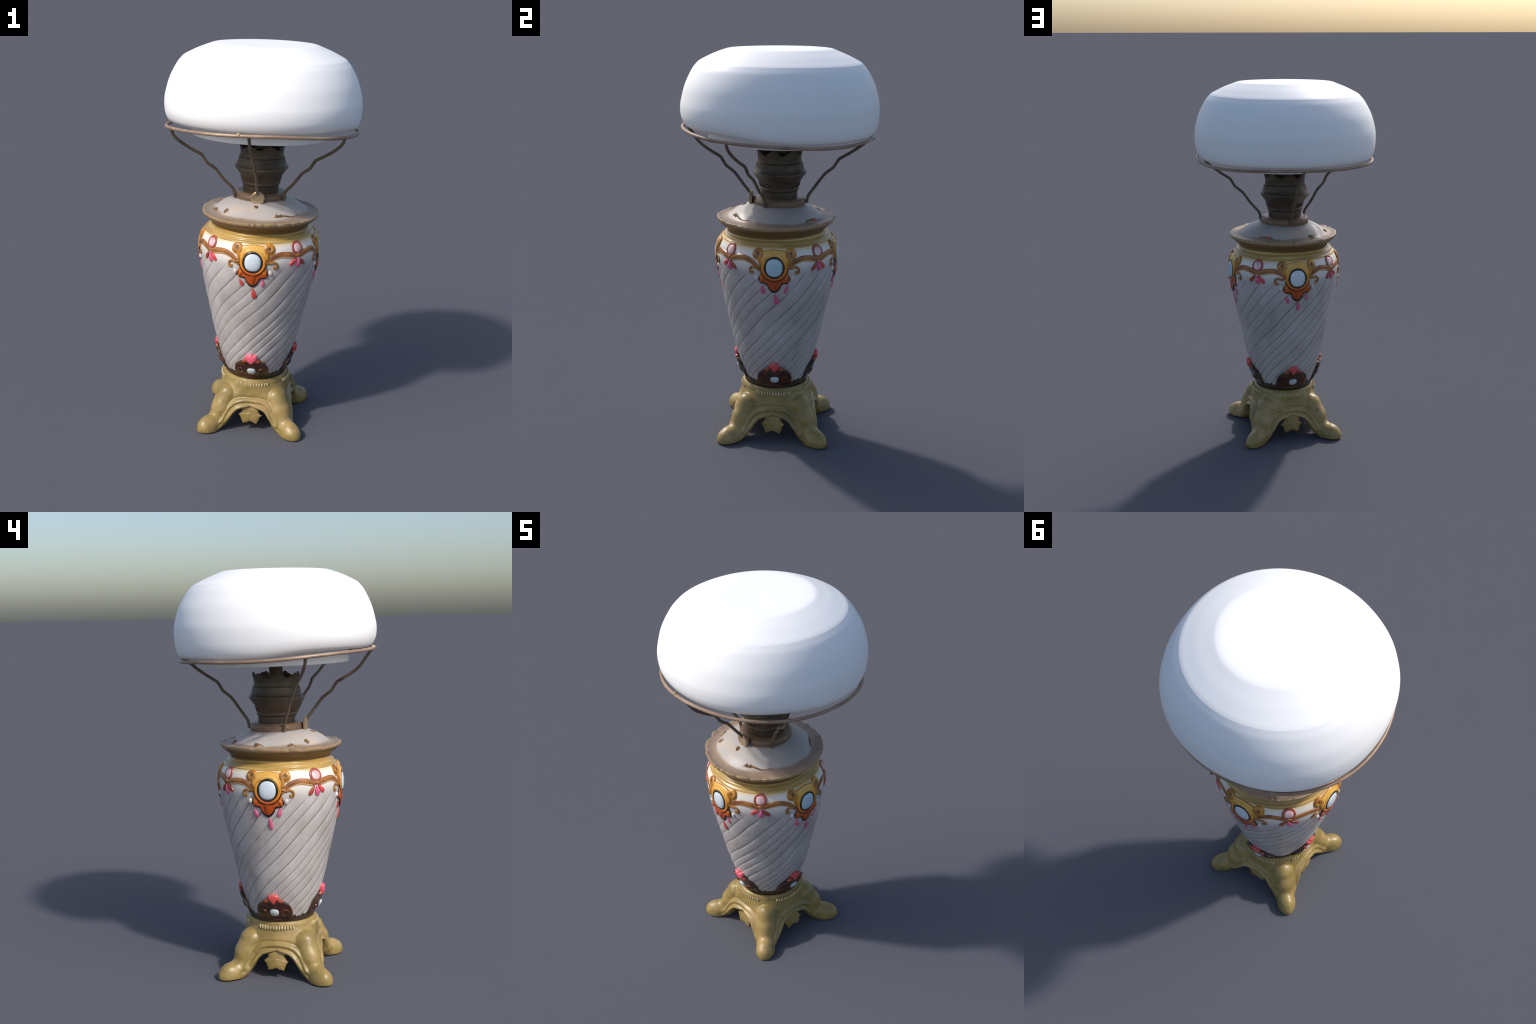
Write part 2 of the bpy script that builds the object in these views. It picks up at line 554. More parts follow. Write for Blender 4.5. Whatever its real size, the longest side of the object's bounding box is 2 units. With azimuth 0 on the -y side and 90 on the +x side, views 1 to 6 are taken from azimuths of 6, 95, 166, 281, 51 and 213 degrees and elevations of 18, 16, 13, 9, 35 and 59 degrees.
def lid_disp(th, r, z, i):
    t = min(1, max(0, (r - 0.272) / 0.026))
    if t > 0 and z > 1.140:
        f = (th / TAU * RIM_N + 1.1 * math.sin(2 * th) + 0.7 * math.sin(5 * th + 1)) % RIM_N
        s = f % 1.0
        w = rim_w[int(f) % RIM_N]
        bumpy = abs(math.sin(math.pi * s)) ** 0.7
        r += t * (bumpy - 0.6) * 0.006 * w
        z += t * (bumpy - 0.6) * 0.005 * w + t * 0.002 * math.sin(3 * th + 1)
    return r, z


V, F = lathe(lid_prof, 320, lid_disp)
make("saucer_lid", V, F, M_SAUCER, saucer, sharp=40)


def lid_z(r):
    rs_ = [p[0] for p in top]
    return float(np.interp(r, rs_, [p[1] for p in top]))


def lid_pt(az, r, off=0.0):
    a = math.radians(az)
    return (r * math.sin(a), -r * math.cos(a), lid_z(r) + off)


def sprig(az, r, span, flower):
    parts = []
    n = 14
    path = []
    for i in range(n):
        t = i / (n - 1)
        path.append(lid_pt(az + (t - 0.5) * span, r + 0.006 * math.sin(6 * t + az), 0.0005))
    rad = [0.0016 + 0.0034 * math.sin(math.pi * min(1, t / (n - 1) * 1.3)) for t in range(n)]
    parts.append(tube(path, rad, 6))
    rg = random.Random(int(az * 10))
    for q in range(4):
        a0 = az - span * 0.2 + rg.uniform(-0.25, 0.25) * span
        p0 = lid_pt(a0, r, 0.0)
        p1 = lid_pt(a0 + rg.uniform(-2.5, 2.5), r - rg.uniform(0.008, 0.016), 0.001)
        pm = [(a + b) / 2 for a, b in zip(p0, p1)]
        parts.append(tube([p0, pm, p1], [0.004, 0.0062, 0.0015], 6))
    V, F = merge(parts)
    make("painted_sprig", V, F, M_SPRIG, saucer)
    if flower:
        p0, p1 = lid_pt(az - 2.5, r, 0), lid_pt(az + 2.5, r - 0.004, 0.001)
        pm = [(a + b) / 2 for a, b in zip(p0, p1)]
        V, F = tube([p0, pm, p1], [0.003, 0.0085, 0.003], 8)
        make("painted_bud", V, F, M_RED, saucer)


# ---------------------------------------------------------------- vase
VP = [(0.140, 0.252), (0.149, 0.268), (0.157, 0.290), (0.163, 0.310), (0.177, 0.350), (0.190, 0.390), (0.203, 0.430), (0.214, 0.470), (0.229, 0.530),
      (0.2475, 0.620), (0.268, 0.710), (0.286, 0.800), (0.2965, 0.860), (0.3035, 0.920), (0.3055, 0.970), (0.3025, 1.010),
      (0.2960, 1.035), (0.2850, 1.056), (0.2720, 1.075), (0.2570, 1.090), (0.2490, 1.100)]
VPZ = [p[1] for p in VP]
VPD = catmull(VP, 10)


def vase_r(z):
    return float(np.interp(z, VPD[:, 1], VPD[:, 0]))


rf = random.Random(21)
fl_amp = [rf.uniform(0.7, 1.25) for _ in range(FLUTES)]


def flute(th, z):
    ang_ = th if th <= math.pi else th - TAU
    ph = ang_ - helix_angle(z)
    ph += 0.05 * math.sin(5.0 * ph + 1.3)
    ph += 0.014 * math.sin(14.0 * z + 3.0 * ang_)
    ph *= FLUTES / TAU
    s = ph % 1.0
    a = fl_amp[int(math.floor(ph)) % FLUTES]
    crest = 0.62 * math.sin(math.pi * s) ** 0.7 + 0.42 - 0.42 * max(0.0, 1 - min(s, 1 - s) / 0.13) ** 1.5 - 0.22 * s
    fade = (1 - smoothstep(z, 0.87, 0.965)) * smoothstep(z, 0.285, 0.33)
    return fade * (0.0034 * a * crest - 0.0024)


zs = np.linspace(0.252, 1.060, 190)
prof = [(vase_r(z), z) for z in zs]
V, F = lathe(prof, 528, lambda th, r, z, i: (r + flute(th, z), z))
vase = make("vase", V, F, M_VASE, lamp, (0.003, -0.0135, 0.0), sharp=60)
zs2 = np.concatenate([np.linspace(1.060, 1.098, 22)])


def collar_disp(th, r, z, i):
    g = 0.0022 * math.sin((z - 1.06) / 0.040 * TAU * 2.2) * smoothstep(z, 1.060, 1.068)
    return r + g, z


V, F = lathe([(vase_r(z), z) for z in zs2] + [(0.245, 1.102)], 264, collar_disp)
make("gold_shoulder", V, F, M_GOLD, vase)

R0 = 0.305


def on_vase(s, z, off=0.0, rref=R0):
    """point on the vase in front (-y), s metres sideways, raised by off"""
    th = s / rref
    slope = (vase_r(z + 0.004) - vase_r(z - 0.004)) / 0.008
    L = math.hypot(1, slope)
    r = vase_r(z) + off / L
    return np.array([r * math.sin(th), -r * math.cos(th), z - off * slope / L])


def nrm_vase(s, z, rref=R0):
    return on_vase(s, z, 0.01, rref) - on_vase(s, z, 0.0, rref)


def plate(outline, rings, ctr, rref=R0, mapper=on_vase):
    """star-shaped raised plate; outline: closed (s,z) points about ctr; rings: (fraction, height)"""
    O = np.array(outline)
    n = len(O)
    V = [mapper(ctr[0], ctr[1], rings[0][1], rref)]
    F = []
    for f, h in rings[1:]:
        for p in O:
            V.append(mapper(ctr[0] + p[0] * f, ctr[1] + p[1] * f, h, rref))
    for j in range(n):
        F.append((0, 1 + j, 1 + (j + 1) % n))
    for k2 in range(len(rings) - 2):
        for j in range(n):
            a = 1 + k2 * n
            F.append((a + j, a + n + j, a + n + (j + 1) % n, a + (j + 1) % n))
    return V, F


def ellipse(rx, rz, n=40, rot=0.0, power=2.0):
    out = []
    for j in range(n):
        a = TAU * j / n
        c, s = math.cos(a), math.sin(a)
        x = rx * math.copysign(abs(c) ** (2 / power), c)
        z = rz * math.copysign(abs(s) ** (2 / power), s)
        out.append((x * math.cos(rot) - z * math.sin(rot), x * math.sin(rot) + z * math.cos(rot)))
    return out


def drop(rx, rz, n=24, rot=0.0):
    """tear drop, point up"""
    out = []
    for j in range(n):
        a = TAU * j / n
        w = rx * math.sin(a) * (math.sin(a / 2) ** 1.0)
        x, z = w, rz * math.cos(a)
        out.append((x * math.cos(rot) - z * math.sin(rot), x * math.sin(rot) + z * math.cos(rot)))
    return out[::-1]


def strip(path2, rads, flat=0.6, lift=0.0, ns=10, rref=R0):
    P = [on_vase(s, z, lift, rref) for s, z in path2]
    N = [nrm_vase(s, z, rref) for s, z in path2]
    return tube(P, rads, ns, flat, N)


def put(name, vf, mat, parent, **kw):
    return make(name, vf[0], vf[1], mat, parent, **kw)


# ---- medallion, modelled once on the front and repeated round the shoulder
half = [(0.0, 0.086), (0.030, 0.083), (0.056, 0.078), (0.071, 0.062), (0.070, 0.035), (0.063, 0.008), (0.064, -0.020), (0.074, -0.046),
        (0.078, -0.066), (0.066, -0.082), (0.048, -0.084), (0.037, -0.089), (0.029, -0.108), (0.016, -0.124)]
pts = half + [(0.0, -0.131)] + [(-x, z) for x, z in half[::-1][:-1]]
MED = catmull(pts, 5, closed=True)[::-1]
GC = (0.004, 0.972)
nO = len(MED)
rings = [(0.0, 0.006), (0.3, 0.0065), (0.55, 0.0070), (0.72, 0.0068), (0.82, 0.0062), (0.90, 0.0070), (0.955, 0.0060), (1.0, 0.003), (1.02, -0.006)]
mV, mF = plate(MED, rings, GC)
m_idx = [0] * nO
for k2 in range(len(rings) - 2):
    for j in range(nO):
        m_idx.append(1 if k2 >= (4 if abs(math.atan2(MED[j][0], -MED[j][1])) < 1.0 else 5) else 0)
AZ_MED = (0.0, 92.0, 179.0, -92.5)


def scroll(side, cx, cz, r0, turns, a0, thick):
    path, rad = [], []
    n = 30
    for i in range(n):
        t = i / (n - 1)
        a = a0 + side * turns * TAU * t
        r = r0 * (1 - 0.72 * t)
        path.append((cx + r * math.cos(a), cz + r * math.sin(a)))
        rad.append(thick * (0.75 + 0.5 * math.sin(math.pi * min(1, 0.2 + t))))
    return path, rad


med_parts = []


def medal_part(name, vf, mats, **kw):
    med_parts.append((name, vf, mats, kw))


medal_part("gem_bezel", plate(ellipse(0.0495, 0.0535), [(0, 0.008), (0.8, 0.0085), (0.93, 0.0100), (0.99, 0.0088), (1.02, 0.004)], GC), M_BLACK)
medal_part("gem", plate(ellipse(0.0405, 0.0445, 44, 0, 2.35), [(0, 0.0150), (0.3, 0.0148), (0.6, 0.0138), (0.82, 0.0120), (0.95, 0.0095), (1.0, 0.007)], GC), M_GEM)
medal_part("frame_shadow_line", strip([(GC[0] + 0.0655 * math.cos(a), GC[1] + 0.0690 * math.sin(a)) for a in np.linspace(math.radians(190), math.radians(350), 40)], 0.0032, 0.6, 0.0065, 8), M_OUTLINE)  # crease shadow below the gem frame, modelled as a dark raised strip
fr_path = [(GC[0] + 0.0565 * math.cos(a), GC[1] + 0.0605 * math.sin(a)) for a in np.linspace(0, TAU, 61)]
medal_part("gem_frame", strip(fr_path, 0.0075, 0.65, 0.0055, 10), M_MEDAL)
for sd in (-1, 1):
    ex, ez = GC[0] + sd * 0.0845, GC[1] + 0.064
    p, rd = scroll(-sd, ex, ez, 0.0215, 1.2, math.radians(90 + sd * 140), 0.0098)
    lead = [(GC[0] + sd * 0.066, GC[1] + 0.012), (GC[0] + sd * 0.072, GC[1] + 0.032)]
    medal_part("ear_scroll", strip(lead + p, [0.009, 0.0105] + rd, 0.75, 0.002), M_EAR)
    medal_part("ear_backing", plate(ellipse(0.0300, 0.0300, 28), [(0, 0.0025), (0.8, 0.0025), (0.95, 0.0018), (1.0, -0.003)], (ex, ez)), M_OUTLINE)
    medal_part("scroll_eye", plate(ellipse(0.0125, 0.0125, 20), [(0, 0.0065), (0.7, 0.006), (1.0, 0.001)], (ex, ez)), M_DARKPIT)
    # side curl
    cpth = catmull([(GC[0] + sd * 0.060, GC[1] + 0.006), (GC[0] + sd * 0.085, GC[1] - 0.004), (GC[0] + sd * 0.107, GC[1] + 0.000),
                    (GC[0] + sd * 0.122, GC[1] - 0.012), (GC[0] + sd * 0.119, GC[1] - 0.030), (GC[0] + sd * 0.108, GC[1] - 0.030),
                    (GC[0] + sd * 0.108, GC[1] - 0.020)], 5)
    rd = np.linspace(0.0075, 0.0055, len(cpth))
    medal_part("side_curl", strip([tuple(q) for q in cpth], list(rd), 0.75, 0.001), M_SCROLL)
    # lower leaf on the lobe
    medal_part("lobe_leaf", plate(ellipse(0.010, 0.019, 20, sd * 0.5), [(0, 0.0115), (0.5, 0.0105), (0.85, 0.008), (1.0, 0.004)],
                                  (GC[0] + sd * 0.061, GC[1] - 0.060)), M_MEDAL)
    medal_part("pearl_bead", plate(ellipse(0.011, 0.014, 18), [(0, 0.009), (0.6, 0.0075), (1.0, 0.0)], (GC[0] + sd * 0.089, GC[1] - 0.055)), M_PEARL)
medal_part("tongue_ridge", strip([(GC[0], GC[1] - 0.070), (GC[0], GC[1] - 0.085), (GC[0], GC[1] - 0.105), (GC[0], GC[1] - 0.117)], [0.018, 0.016, 0.010, 0.004], 0.30, 0.0065), M_MEDAL)
DROPS = [(-0.058, -0.113, 0.0135, 0.027, 0.15), (0.006, -0.164, 0.0165, 0.033, 0.2), (0.058, -0.110, 0.0125, 0.026, -0.1)]

built = []
medals = []
for i, az in enumerate(AZ_MED):
    rot = math.radians(az)
    if i == 0:
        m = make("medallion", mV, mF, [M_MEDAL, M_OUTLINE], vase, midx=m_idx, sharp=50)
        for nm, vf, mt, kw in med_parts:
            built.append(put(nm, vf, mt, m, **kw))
    else:
        m = again(medals[0], rot=rot)
        for o in built:
            c2 = o.copy()
            scene.collection.objects.link(c2)
            c2.parent = m
    medals.append(m)
    rd_ = random.Random(40 + i)
    for (s, dz, rx, rz, ro) in DROPS:
        s2, dz2 = s + rd_.uniform(-0.006, 0.006), dz + rd_.uniform(-0.005, 0.005)
        k3 = rd_.uniform(0.85, 1.2)
        vf = plate(drop(rx * rd_.uniform(0.85, 1.25), rz * k3, 24, ro + rd_.uniform(-0.3, 0.3)), [(0, 0.0060), (0.5, 0.0055), (0.85, 0.0040), (1.0, -0.002)], (GC[0] + s2, GC[1] + dz2))
        put("pink_drop", vf, M_RED if (i == 0 and s < 0.05) else M_PINK, m)

# ---- garland with bows between the medallions
AZ_BOW = (45.5, 137.5, -137.0, -46.0)
for i, az in enumerate(AZ_BOW):
    rot = math.radians(az)
    rb = random.Random(60 + i)
    jz = 1.034
    # garland ribbon: from the bow out to the medallions on both sides
    for sd in (-1, 1):
        sag = rb.uniform(-0.004, 0.004)
        p = catmull([(sd * 0.010, 0.997), (sd * 0.050, 1.008 + sag), (sd * 0.095, 1.012 + sag), (sd * 0.135, 1.000), (sd * 0.165, 0.975), (sd * 0.180, 0.955)], 6)
        w = np.interp(np.linspace(0, 1, len(p)), [0, 0.3, 0.6, 1], [0.015, 0.0135, 0.0125, 0.009])
        o = put("garland", strip([tuple(q) for q in p], list(w), 0.38, 0.0), M_GARLAND, vase)
        o.rotation_euler = (0, 0, rot)
        low = [(q[0], q[1] - 0.0125) for q in p[2:-8]]
        put("garland_edge", strip(low, list(np.linspace(0.0065, 0.004, len(low))), 0.55, 0.0005), M_TAN, o)
    bow = put("bow_jewel", plate(ellipse(0.024 * rb.uniform(0.95, 1.1), 0.0225, 32, rb.uniform(-0.2, 0.2), 2.8), [(0, 0.0075), (0.5, 0.007), (0.8, 0.0055), (1.0, 0.001)], (0, jz)), M_JEWEL, vase)
    bow.rotation_euler = (0, 0, rot)
    loop = [(0.0275 * math.cos(a), jz + 0.0265 * math.sin(a)) for a in np.linspace(0, TAU, 33)]
    put("bow_loop", strip(loop, 0.0068, 0.6, 0.002), M_RUST, bow)
    put("knot", plate(ellipse(0.016, 0.012, 20), [(0, 0.0095), (0.6, 0.008), (1.0, 0.001)], (0, 1.000)), M_GARLAND, bow)
    ln = rb.uniform(0.026, 0.032)
    put("pink_tail", plate(drop(0.0195, ln, 24, rb.uniform(-0.3, 0.3)), [(0, 0.010), (0.5, 0.009), (0.85, 0.006), (1.0, 0.0)], (0.003, 0.960)), M_PINK, bow)
    for sd in (-1, 1):
        put("ribbon_tail", plate(drop(0.0150, 0.030, 22, sd * rb.uniform(0.55, 0.9)), [(0, 0.0075), (0.5, 0.007), (0.85, 0.005), (1.0, -0.001)],
                                 (sd * 0.026, 0.966 + rb.uniform(-0.004, 0.004))), M_RUST if rb.random() < 0.6 else M_RED, bow)

# ---- lower shields
RL = 0.185


def on_tab(s, z, off=0.0, rref=RL):
    """leaning shield surface: stands off the vase most at its middle height"""
    q = on_vase(s, z, 0.0, rref)
    lift = float(np.interp(z, [0.285, 0.31, 0.34, 0.385, 0.42, 0.45], [0.006, 0.012, 0.021, 0.022, 0.012, 0.006]))
    lift *= 1.0 - 0.25 * min(1.0, abs(s) / 0.09) ** 2
    th = s / rref
    r = vase_r(z) + lift + off
    return np.array([r * math.sin(th), -r * math.cos(th), z])


sh = [(0.0, 0.058), (0.022, 0.066), (0.050, 0.060), (0.074, 0.040), (0.088, 0.012), (0.094, -0.018), (0.088, -0.038), (0.045, -0.044)]
sp = sh + [(0.0, -0.045)] + [(-x, z) for x, z in sh[::-1][:-1]]
SHD = catmull(sp, 5, closed=True)[::-1]
SC = (0.0, 0.336)
s_r = [(0, 0.0), (0.3, 0.0), (0.6, -0.001), (0.80, -0.001), (0.88, 0.0015), (0.95, 0.003), (1.0, 0.001), (1.02, -0.014), (1.0, -0.028)]
sV, sF = plate(SHD, s_r, SC, RL, on_tab)
ns_ = len(SHD)
s_idx = [0] * ns_ + [1 if k2 >= 4 else 0 for k2 in range(len(s_r) - 2) for j in range(ns_)]
AZ_LOW = (0.0, 92.0, 180.5, -92.0)
sh0 = None
kids = []
for i, az in enumerate(AZ_LOW):
    if i == 0:
        sh0 = make("lower_shield", sV, sF, [M_SHIELD, M_SHEDGE], vase, midx=s_idx, sharp=50)
        tm = lambda s, z, o, r: on_tab(s, z, o, r)
        kids.append(put("shield_gem", plate(ellipse(0.0215, 0.0205, 28, 0, 2.6), [(0, 0.0105), (0.5, 0.0095), (0.85, 0.0065), (1.0, 0.0)], (0.002, 0.338), RL, tm), M_LOWGEM, sh0))
        for sd in (-1, 1):
            kids.append(put("shield_spiral", tube([on_tab(sd * (0.052 + 0.020 * (1 - 0.6 * t) * math.cos(t * 7)), 0.336 + 0.020 * (1 - 0.6 * t) * math.sin(t * 7), 0.001, RL) for t in np.linspace(0, 1, 24)],
                                              [0.0035] * 24, 8), M_SHIELD, sh0))
            kids.append(put("side_petal", plate(ellipse(0.016, 0.010, 18, sd * -0.5), [(0, 0.005), (0.6, 0.0045), (1.0, -0.006)], (sd * 0.030, 0.402), RL, tm), M_RUST, sh0))
        s_ = sh0
    else:
        s_ = again(sh0, rot=math.radians(az))
        for o in kids:
            c2 = o.copy()
            scene.collection.objects.link(c2)
            c2.parent = s_
    fl = [(0.030, 0.005), (0.022, 0.022), (0.008, 0.020), (0.0, 0.027), (-0.010, 0.019), (-0.024, 0.020), (-0.029, 0.004), (-0.016, -0.012), (0.0, -0.026), (0.015, -0.012)]
    rk = random.Random(80 + i)
    fl = [(x * rk.uniform(0.85, 1.1) * (1 if i == 0 else 0.82), z2 * rk.uniform(0.9, 1.1)) for x, z2 in fl]
    put("flower", plate(catmull(fl, 4, closed=True), [(0, 0.010), (0.4, 0.009), (0.8, 0.007), (1.0, 0.002), (1.0, -0.012)], (0.0, 0.413), RL, lambda s, z, o, r: on_tab(s, z, o, r)),
        M_HOTPINK if i == 0 else M_RED, s_)

# dark scalloped band round the foot of the vase
V, F = [], []
NB = 240
rows = 8
rbnd = random.Random(17)
sc_h = [rbnd.uniform(0.5, 1.4) for _ in range(40)]
for i in range(rows + 1):
    for j in range(NB):
        th = TAU * j / NB
        f = j / NB * 40
        zt = 0.304 + 0.010 * sc_h[int(f) % 40] * abs(math.sin(math.pi * (f % 1.0))) ** 0.8
        t = min(1.0, i / (rows - 1))
        z = 0.283 + (zt - 0.283) * t
        off = 0.0055 if i < rows - 1 else (0.004 if i == rows - 1 else -0.004)
        r = vase_r(z) + off
        V.append((r * math.sin(th), -r * math.cos(th), z))
for i in range(rows):
    for j in range(NB):
        q = (j + 1) % NB
        F.append((i * NB + j, i * NB + q, (i + 1) * NB + q, (i + 1) * NB + j))
make("scallop_band", V, F, M_BAND, vase, sharp=50)

# ---------------------------------------------------------------- saucer paintings
for az, r, span, fl in ((41, 0.228, 36, False), (-45, 0.224, 8, False), (147, 0.238, 30, True), (-152, 0.238, 11, False),
                        (-106, 0.240, 12, False), (-68, 0.240, 11, False), (-2, 0.168, 7, False)):
    sprig(az, r, span, fl)

# ---------------------------------------------------------------- cast base (distance field, meshed by surface nets)
ST = 0.0042
xs = np.arange(-0.405, 0.4051, ST)
ys = np.arange(-0.405, 0.4051, ST)
zz = np.arange(-0.012, 0.305, ST)
X, Y, Zg = np.meshgrid(xs, ys / 1.0, zz, indexing="ij")
Ys = Y / 1.035                     # feet reach slightly further along y
ax_, ay_ = np.abs(X), np.abs(Ys)
U = (ax_ + ay_) / math.sqrt(2)
W = (ax_ - ay_) / math.sqrt(2)


def smin(a, b, kk):
    h = np.clip(0.5 + 0.5 * (b - a) / kk, 0, 1)
    return b + (a - b) * h - kk * h * (1 - h)


def smax(a, b, kk):
    return -smin(-a, -b, kk)


def cone(pa, pb, ra, rb):
    """rounded cone in leg space (u, 0, z)"""
    du, dz = pb[0] - pa[0], pb[1] - pa[1]
    L2 = du * du + dz * dz
    t = np.clip(((U - pa[0]) * du + (Zg - pa[1]) * dz) / L2, 0, 1)
    return np.sqrt((U - pa[0] - t * du) ** 2 + W ** 2 + (Zg - pa[1] - t * dz) ** 2) - (ra + (rb - ra) * t)


# arch opening between neighbouring feet, as a polyline in (sideways, height)
arch = catmull([(0.0, 0.128), (0.035, 0.126), (0.062, 0.118), (0.082, 0.100), (0.096, 0.075), (0.111, 0.045), (0.130, 0.020), (0.160, -0.004), (0.19, -0.03)], 8)


def arch_dist(side):
    """signed distance outside the arch opening for points (side, z)"""
    S2, Z2 = np.meshgrid(side, zz, indexing="ij")
    dmin = np.full(S2.shape, 9.0)
    for a, b in zip(arch[:-1], arch[1:]):
        e = b - a
        t = np.clip(((S2 - a[0]) * e[0] + (Z2 - a[1]) * e[1]) / (e @ e), 0, 1)
        dmin = np.minimum(dmin, np.hypot(S2 - a[0] - t * e[0], Z2 - a[1] - t * e[1]))
    order = np.argsort(arch[:, 1])
    wid = np.interp(Z2, arch[order, 1], arch[order, 0])
    inside = (S2 < wid) & (Z2 < 0.128)
    return np.where(inside, -dmin, dmin)


DX = arch_dist(np.abs(xs))[:, None, :] + 0 * X        # opening seen from the front and the back
DY = arch_dist(np.abs(ys / 1.035))[None, :, :] + 0 * X

# bell-shaped body: round on top, squarer below
p = 2.0 + 1.6 * np.clip((0.25 - Zg) / 0.12, 0, 1)
rho = (ax_ ** p + ay_ ** p + 1e-9) ** (1 / p)
Rz = np.interp(Zg, [-0.02, 0.03, 0.08, 0.12, 0.15, 0.18, 0.205, 0.225, 0.245, 0.262, 0.276, 0.282],
               [0.262, 0.246, 0.222, 0.206, 0.195, 0.185, 0.179, 0.176, 0.175, 0.173, 0.168, 0.164])
body = (rho - Rz) * 0.88
body = smax(body, Zg - 0.280, 0.010)
skirt = smax(body, np.abs(W) - np.interp(Zg, [0, 0.06, 0.12, 0.16, 0.2], [0.044, 0.066, 0.10, 0.16, 0.3]), 0.012)
leg = smin(cone((0.183, 0.174), (0.220, 0.112), 0.059, 0.051), cone((0.220, 0.112), (0.247, 0.050), 0.051, 0.046), 0.02)
kt = np.sqrt(((U - 0.300) / 0.076) ** 2 + (W / 0.0515) ** 2 + ((Zg - 0.013) / 0.0635) ** 2) + 1e-6
kt2 = np.sqrt(((U - 0.300) / 0.076 ** 2) ** 2 + (W / 0.0515 ** 2) ** 2 + ((Zg - 0.013) / 0.0635 ** 2) ** 2) + 1e-6
toe = kt * (kt - 1) / kt2
leg = smin(leg, toe, 0.022)
# mouldings that follow the arch on the faces
face = np.where(ax_ < ay_, DX, DY)
mould = 0.006 * np.exp(-((face - 0.012) / 0.009) ** 2) - 0.004 * np.exp(-((face - 0.027) / 0.004) ** 2) + 0.006 * np.exp(-((face - 0.041) / 0.009) ** 2) \
    - 0.004 * np.exp(-((face - 0.058) / 0.006) ** 2)
mould *= np.clip((Zg + 0.0) / 0.04, 0, 1) * np.clip((0.215 - Zg) / 0.03, 0, 1)
sdf = smin(skirt - mould, leg, 0.005)
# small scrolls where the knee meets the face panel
for sgn in (1, -1):
    ball = np.sqrt((U - 0.252) ** 2 + (W - 0.052 * sgn) ** 2 + (Zg - 0.050) ** 2) - 0.009
    sdf = smin(sdf, ball, 0.014)
sdf = smax(sdf, -np.minimum(DX, DY) * 0.95, 0.007)     # cut the arches through
cavity = np.sqrt(X ** 2 + Ys ** 2) - np.interp(Zg, [-0.02, 0.1, 0.2], [0.175, 0.13, 0.02])
sdf = smax(sdf, -cavity, 0.01)
bowl = np.maximum(np.sqrt(X ** 2 + Ys ** 2) - 0.153, 0.262 - Zg)
sdf = smax(sdf, -bowl, 0.004)
sdf = smax(sdf, 0.0005 - Zg, 0.004)
# gentle hand-cast unevenness
sdf += 0.0012 * np.sin(31 * X + 17 * Zg + 1.0) * np.sin(27 * Y - 23 * Zg) + 0.0008 * np.sin(71 * X - 40 * Zg) * np.sin(63 * Y + 58 * Zg + 2)


def surface_nets(D, ox, oy, oz, st):
    nx, ny, nz = D.shape
    neg = D < 0
    acc = np.zeros((nx - 1, ny - 1, nz - 1, 3), np.float32)
    cnt = np.zeros((nx - 1, ny - 1, nz - 1), np.float32)
    for axis in range(3):
        sa = [slice(None)] * 3
        sb = [slice(None)] * 3
        sa[axis], sb[axis] = slice(0, -1), slice(1, None)
        A, B = D[tuple(sa)], D[tuple(sb)]
        cross = (A < 0) != (B < 0)
        t = np.where(cross, A / np.where(cross, A - B, 1), 0)
        oth = [q for q in range(3) if q != axis]
        for i in (0, 1):
            for j in (0, 1):
                s = [slice(None)] * 3
                s[oth[0]] = slice(i, D.shape[oth[0]] - 1 + i)
                s[oth[1]] = slice(j, D.shape[oth[1]] - 1 + j)
                cr, tt = cross[tuple(s)], t[tuple(s)]
                cnt += cr
                acc[..., axis] += np.where(cr, tt, 0)
                acc[..., oth[0]] += cr * i
                acc[..., oth[1]] += cr * j
    cells = np.argwhere(cnt > 0)
    idx = np.full(cnt.shape, -1, np.int64)
    idx[tuple(cells.T)] = np.arange(len(cells))
    pos = acc[tuple(cells.T)] / cnt[tuple(cells.T)][:, None] + cells
    pos = pos * st + np.array([ox, oy, oz])
    quads = []
    for axis in range(3):
        sa = [slice(1, -1)] * 3
        sb = [slice(1, -1)] * 3
        sa[axis], sb[axis] = slice(0, -1), slice(1, None)
        n1_, n2_ = neg[tuple(sa)], neg[tuple(sb)]
        e = np.argwhere(n1_ != n2_)
        flip = n1_[tuple(e.T)]
        oth = [q for q in range(3) if q != axis]
        e = e.copy()
        e[:, oth[0]] += 1
        e[:, oth[1]] += 1
        def c_(i, j):
            q = e.copy()
            q[:, oth[0]] -= i
            q[:, oth[1]] -= j
            return idx[tuple(q.T)]
        Q = np.stack([c_(1, 1), c_(0, 1), c_(0, 0), c_(1, 0)], 1)
        if axis == 1:
            flip = ~flip
        Q[~flip] = Q[~flip][:, ::-1]
        quads.append(Q)
    return pos, np.concatenate(quads)


pos, quads = surface_nets(sdf, xs[0], ys[0], zz[0], ST)
pos[:, 2] -= pos[:, 2].min()
# split the one smooth casting into body and feet, keeping the common normals
me = bpy.data.meshes.new("whole_casting")
me.from_pydata(pos.tolist(), [], quads.tolist())
me.update()
nv = np.zeros(len(pos) * 3, np.float32)
me.vertex_normals.foreach_get("vector", nv)
nv = nv.reshape(-1, 3)
bpy.data.meshes.remove(me)
fc = pos[quads].mean(1)
uu = (np.abs(fc[:, 0]) + np.abs(fc[:, 1] / 1.035)) / math.sqrt(2)
is_leg = uu > 0.222
quad_id = np.where(is_leg, 1 + (fc[:, 0] > 0) + 2 * (fc[:, 1] > 0), 0)
BASE_LOC = (0.006, -0.0135, 0.0)


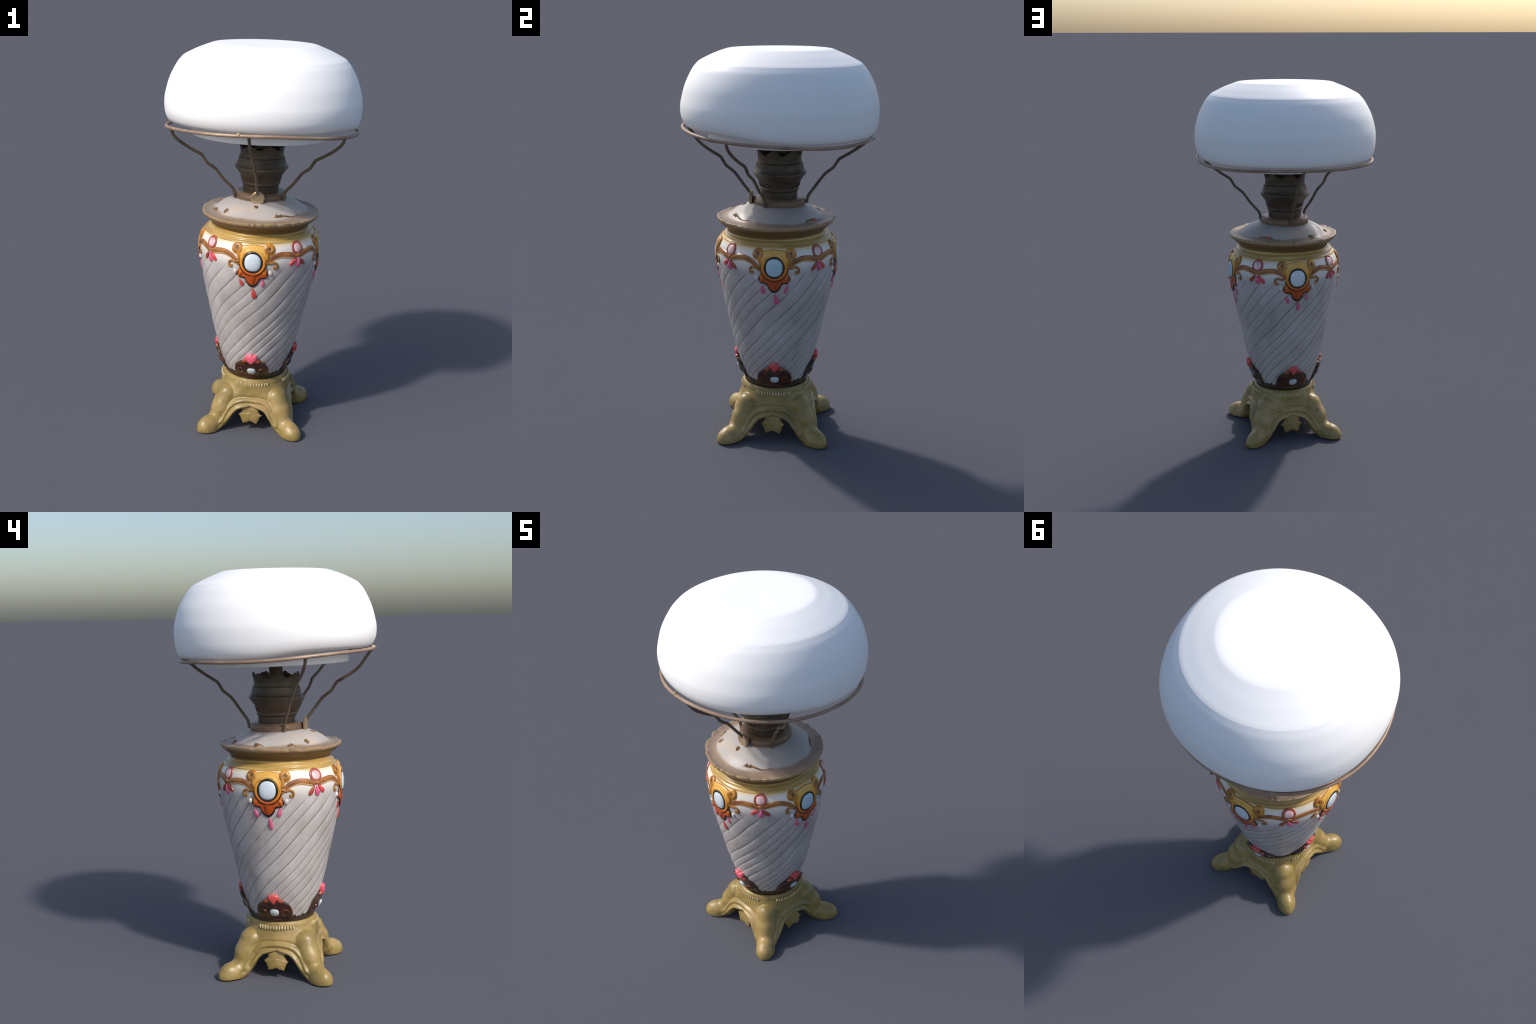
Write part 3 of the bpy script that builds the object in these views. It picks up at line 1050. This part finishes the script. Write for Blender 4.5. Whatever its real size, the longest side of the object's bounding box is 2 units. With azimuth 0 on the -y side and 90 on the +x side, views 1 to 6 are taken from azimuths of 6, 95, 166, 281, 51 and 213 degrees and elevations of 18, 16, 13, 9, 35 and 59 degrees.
def region(name, sel, parent, loc):
    q = quads[sel]
    used, inv = np.unique(q, return_inverse=True)
    me = bpy.data.meshes.new(name)
    me.from_pydata(pos[used].tolist(), [], inv.reshape(q.shape).tolist())
    me.materials.append(M_BRASS)
    for pl in me.polygons:
        pl.use_smooth = True
    me.normals_split_custom_set_from_vertices(nv[used].tolist())
    o = bpy.data.objects.new(name, me)
    scene.collection.objects.link(o)
    o.parent = parent
    o.location = loc
    return o


base = region("brass_base", quad_id == 0, lamp, BASE_LOC)
for q in (1, 2, 3, 4):
    region("foot", quad_id == q, base, (0, 0, 0))

# beaded edge on each face of the base
for az in (0, 90, 180, 270):
    parts = []
    rb = random.Random(az + 1)
    for j in range(13):
        th = math.radians((j - 6) * 4.6)
        r = 0.1785
        sz = rb.uniform(0.0058, 0.0076)
        bv, bf = lathe([(0.0004, -1.3), (0.7, -0.9), (1.0, 0), (0.7, 0.9), (0.0004, 1.3)], 8)
        bv = [(x * sz + r * math.sin(th), y * sz - r * math.cos(th), z * sz * 1.35 + 0.2535 + rb.uniform(-0.001, 0.001)) for x, y, z in bv]
        parts.append((bv, bf))
    V, F = merge(parts)
    o = make("bead_row", V, F, M_BEAD, base, stuff=True)
    o.rotation_euler = (0, 0, math.radians(az))

# toothed leaf hanging under each arch
leaf_o = [(0.0, 0.052), (0.026, 0.050), (0.046, 0.040), (0.043, 0.022), (0.050, 0.006), (0.063, -0.006), (0.050, -0.020), (0.046, -0.036), (0.036, -0.052),
          (0.018, -0.045), (0.0, -0.038), (-0.020, -0.047), (-0.038, -0.053), (-0.045, -0.036), (-0.050, -0.020), (-0.064, -0.004), (-0.051, 0.006), (-0.043, 0.022), (-0.046, 0.040), (-0.026, 0.050)]
for i, az in enumerate((0, 90, 180, 270)):
    rl = random.Random(100 + i)
    O = []
    for a, b in zip(leaf_o, leaf_o[1:] + leaf_o[:1]):
        O += [a, ((a[0] + b[0]) / 2 * 0.985, (a[1] + b[1]) / 2 * 0.985)]
    O = [(x * rl.uniform(0.95, 1.05), z * rl.uniform(0.95, 1.05)) for x, z in O]
    m0 = 0.196 if az in (0, 180) else 0.190
    if az in (0, 180):
        m0 = 0.194

    def leaf_map(s, z, off, r):
        bend = -0.5 * s * s * 3.0
        return np.array([s, -(m0 + off + bend - 0.10 * (z - 0.09)), z])

    vf1 = plate(O, [(0, 0.011), (0.25, 0.009), (0.5, 0.0095), (0.8, 0.007), (0.96, 0.004), (1.0, 0.0), (0.96, -0.006), (0.5, -0.007), (0.02, -0.007)], (0, 0.092), 1, leaf_map)
    o = make("arch_leaf", vf1[0], vf1[1], M_BRASS, base, sharp=35)
    o.rotation_euler = (0, 0, math.radians(az))
    veins = []
    for tx, tz in ((0.045, -0.004), (-0.046, -0.003), (0.028, -0.040), (-0.029, -0.041), (0, -0.03)):
        veins.append(tube([leaf_map(tx * t, 0.100 + (tz - 0.008) * t, 0.0085 - 0.002 * t, 1) for t in np.linspace(0, 1, 6)], [0.0035, 0.003, 0.003, 0.0025, 0.002, 0.001], 6))
    V, F = merge(veins)
    make("leaf_veins", V, F, M_BRASS, o, stuff=True)
